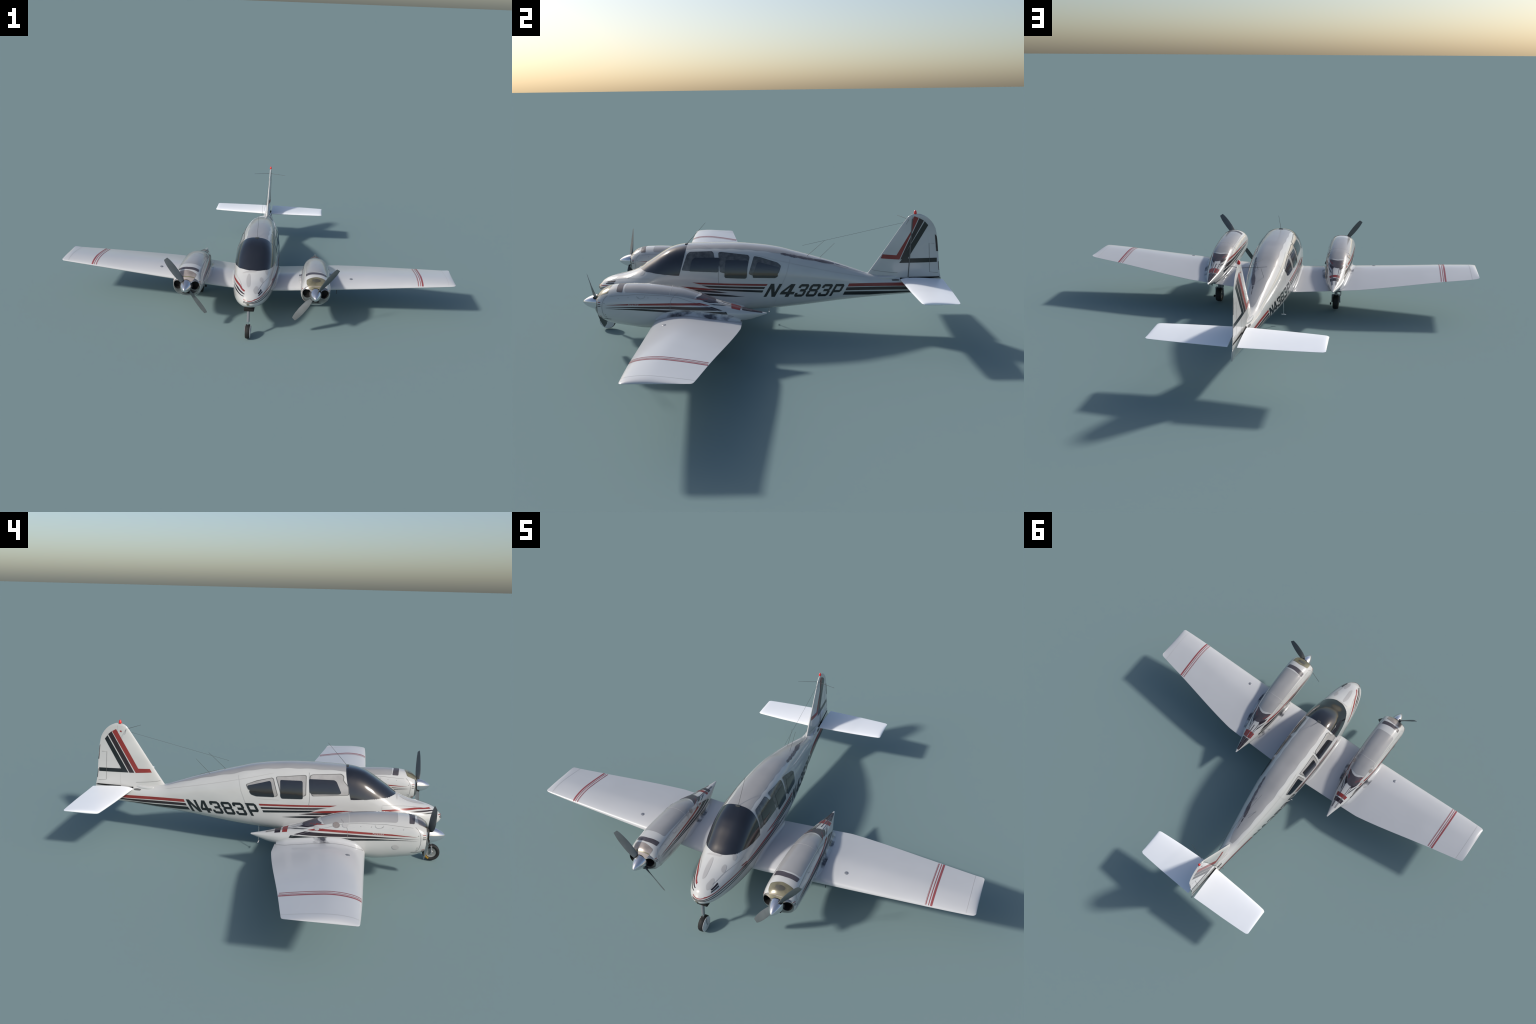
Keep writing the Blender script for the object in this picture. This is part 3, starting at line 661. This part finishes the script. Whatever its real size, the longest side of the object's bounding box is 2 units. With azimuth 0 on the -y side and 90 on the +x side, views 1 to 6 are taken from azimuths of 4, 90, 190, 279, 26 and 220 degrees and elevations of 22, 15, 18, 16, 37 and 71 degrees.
    if sx > 0:
        for q in (1, -1):
            tp('tail_band', [(q*.003, -.148), (q*.026, -.146), (q*.0225, -.114), (q*.003, -.110)], M_red)
            tp('tail_band', [(q*.002, -.105), (q*.019, -.106), (q*.006, -.030), (q*.001, -.028)], M_maroon)
        tp('panel_seam', ribbon([(0, -.185), (.001, -.10), (0, -.03)], .0040), M_smudge, lift=.0008)
    else:
        tp('tail_band', [(-.030, -.152), (.030, -.152), (.026, -.133), (-.026, -.133)], M_red)
        tp('tail_band', [(-.025, -.126), (.025, -.126), (.021, -.104), (-.021, -.104)], M_maroon)
    for x0, x1, w, m in ((-.019, -.008, .0030, M_smudge), (.014, .006, .0024, M_streak), (.022, .010, .0016, M_seam), (-.026, -.012, .0015, M_streak)):
        tp('tail_streak', ribbon([(x0, -.205), (lerp(x0, x1, .35)+.001, -.160), (lerp(x0, x1, .7)-.001, -.115), (x1, -.070)], w), m, lift=.0009)  # thin dark streaks running towards the nacelle tail
    # polished lip round the inlets
    nac.data.materials.append(M_lip); li = len(nac.data.materials)-1
    for p in nac.data.polygons:
        c = p.center
        if c.y < -.6445 and c.z < .262 and nac.data.materials[p.material_index] is not M_dark: p.material_index = li
    box('dark_slot_box', (sx*.306, -.6605, .1900), (.034, .006, .007), M_dark, nac, bevel=.002)  # solid dark box standing in for the slot below the spinner

# --- concave fillets where wing meets nacelle and cabin
def fillet(name, body, wing_b, cx, side, y0, y1, w, h, parent):
    rings = []
    for i in range(61):
        y = lerp(y0, y1, i/60); f = min(1, .35+2.2*math.sin(math.pi*i/60))
        hit, _, _, _ = wing_b.ray_cast(Vector((cx+side*.09 if parent is not fus else cx+side*.125, y, .6)), Vector((0, 0, -1)))
        if hit is None: continue
        zw = hit.z
        b, _, _, _ = body.ray_cast(Vector((cx+side*.4, y, zw+h*f)), Vector((-side, 0, 0)))
        b0, _, _, _ = body.ray_cast(Vector((cx+side*.4, y, zw+.002)), Vector((-side, 0, 0)))
        if b is None or b0 is None: continue
        e, _, _, _ = wing_b.ray_cast(Vector((b0.x+side*w*f, y, .6)), Vector((0, 0, -1)))
        if e is None: continue
        k = Vector((b0.x+side*.001, y, e.z+.001))
        A = b+Vector((side*.0007, 0, 0)); E = e+Vector((0, 0, .0007)); ring = []
        for q in range(9):
            t = q/8; ring.append(A*(1-t)**2+k*2*t*(1-t)+E*t*t)
        ring += [Vector((b0.x-side*.010, y, e.z-.006))]
        rings.append(ring)
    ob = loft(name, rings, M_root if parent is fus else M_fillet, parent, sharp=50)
    return ob
for sx in (1, -1):
    for side in (1, -1):
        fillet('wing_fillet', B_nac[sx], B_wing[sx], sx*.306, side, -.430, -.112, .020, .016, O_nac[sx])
    fillet('wing_root_fillet', B_fus, B_wing[sx], 0, sx, -.438, -.108, .012, .013, fus)

# --- wing markings and caps
for sx in (1, -1):
    for x0, x1, m in ((.8340, .8423, M_pink), (.8267, .8299, M_pink), (.8170, .8200, M_pink), (.8146, .8155, M_pink)):
        top_decal('wing_stripe', [[(sx*x0, -.4280), (sx*x1, -.4280), (sx*x1, -.1876), (sx*x0, -.1872)]], B_wing[sx], m, O_wing[sx], step=.005, lift=.0004)
    top_decal('tip_seam', [ribbon([(sx*.9650, -.4230), (sx*.9650, -.2115)], .0009)], B_wing[sx], M_patch, O_wing[sx], lift=.0004)
    hit, nrm, _, _ = B_wing[sx].ray_cast(Vector((sx*.4875, -.3785, .6)), Vector((0, 0, -1)))
    revolve('fuel_cap', [(-.002, .0080), (.0010, .0080), (.0016, .0070), (.0016, 0)], nrm, hit, M_strut, O_wing[sx], n=28)

# --- grey nose patches, and a baked reflection painted dark along the starboard spine
for b in (blob(-.0135, -.615, .010, .052, .10), blob(.0465, -.590, .0085, .018), blob(.0270, -.672, .0110, .024, -.15), blob(.0655, -.531, .0080, .011), blob(-.012, -.5535, .034, .0045, .05)):
    top_decal('grey_patch', [b], B_fus, M_patch, fus, lift=.0006)
rs = random.Random(3)
xs_ = curve_fn([(.03, .052), (.10, .0450), (.15, .0390), (.19, .0335), (.25, .0220), (.28, .0170), (.34, .0130)])
for y0, y1, w, m in ((.046, .082, .0062, M_streak), (.078, .125, .0080, M_streak), (.120, .160, .0088, M_streak), (.155, .190, .0085, M_streak), (.188, .272, .0098, M_smudge), (.276, .300, .0030, M_smudge), (.302, .335, .0016, M_streak)):
    n = 22; ya = [lerp(y0, y1, k/n) for k in range(n+1)]
    f = lambda k: max(.25, math.sin(math.pi*k/n))**.35
    jag = .55 if m is M_streak else .85
    out = [(xs_(y)+w*f(k)*rs.uniform(jag, 1.0), y) for k, y in enumerate(ya)]
    inn = [(xs_(y)-w*f(k)*rs.uniform(jag, 1.0), y) for k, y in enumerate(ya)]
    top_decal('painted_reflection', [out+inn[::-1]], B_fus, m, fus, lift=.0006 if m is M_streak else .0008)

# --- fuselage panel seams, door outline, nose lamp
for sx in (1, -1):
    sd = lambda nm, loops, m, **k: side_decal(nm, loops, sx, B_fus, m, fus, lift=.0007, **k)
    sd('panel_seam', [ribbon([(.0860, .3230), (.0700, .2650), (.0380, .1900), (.0150, .1300)], .0008)], M_patch)
    sd('panel_seam', [ribbon([(-.0600, .3440), (.0860, .3060), (.25, .2660), (.40, .2320)], .0007)], M_patch)
    sd('door_seam', [ribbon([(-.2030, .3560), (-.2120, .2600), (-.2100, .2250)], .0009)], M_seam)
    sd('panel_seam', [ribbon([(-.005, .2400), (-.0900, .2430)], .0007)], M_patch)
    sd('panel_seam', [ribbon([(-.500, .2500), (-.600, .2420), (-.670, .2330)], .0006)], M_patch2)
    sd('panel_seam', [ribbon([(-.497, .2500), (-.495, .1800), (-.490, .1300)], .0008)], M_patch)
decal('nose_lamp', [[(-.003+.0062*math.cos(a), .1868+.0040*math.sin(a)) for a in [2*math.pi*k/20 for k in range(20)]]], lambda a, b: (a, -1, b), B_fus, (0, 1, 0), M_brass, fus, lift=.0010, step=.003)
decal('lamp_rim', [[(-.003+.0066*math.cos(a), .1868+.0044*math.sin(a)) for a in [2*math.pi*k/20 for k in range(20)]], [(-.003+.0052*math.cos(a), .1868+.0031*math.sin(a)) for a in [2*math.pi*k/20 for k in range(20)]]], lambda a, b: (a, -1, b), B_fus, (0, 1, 0), M_black, fus, lift=.0013, step=.003)
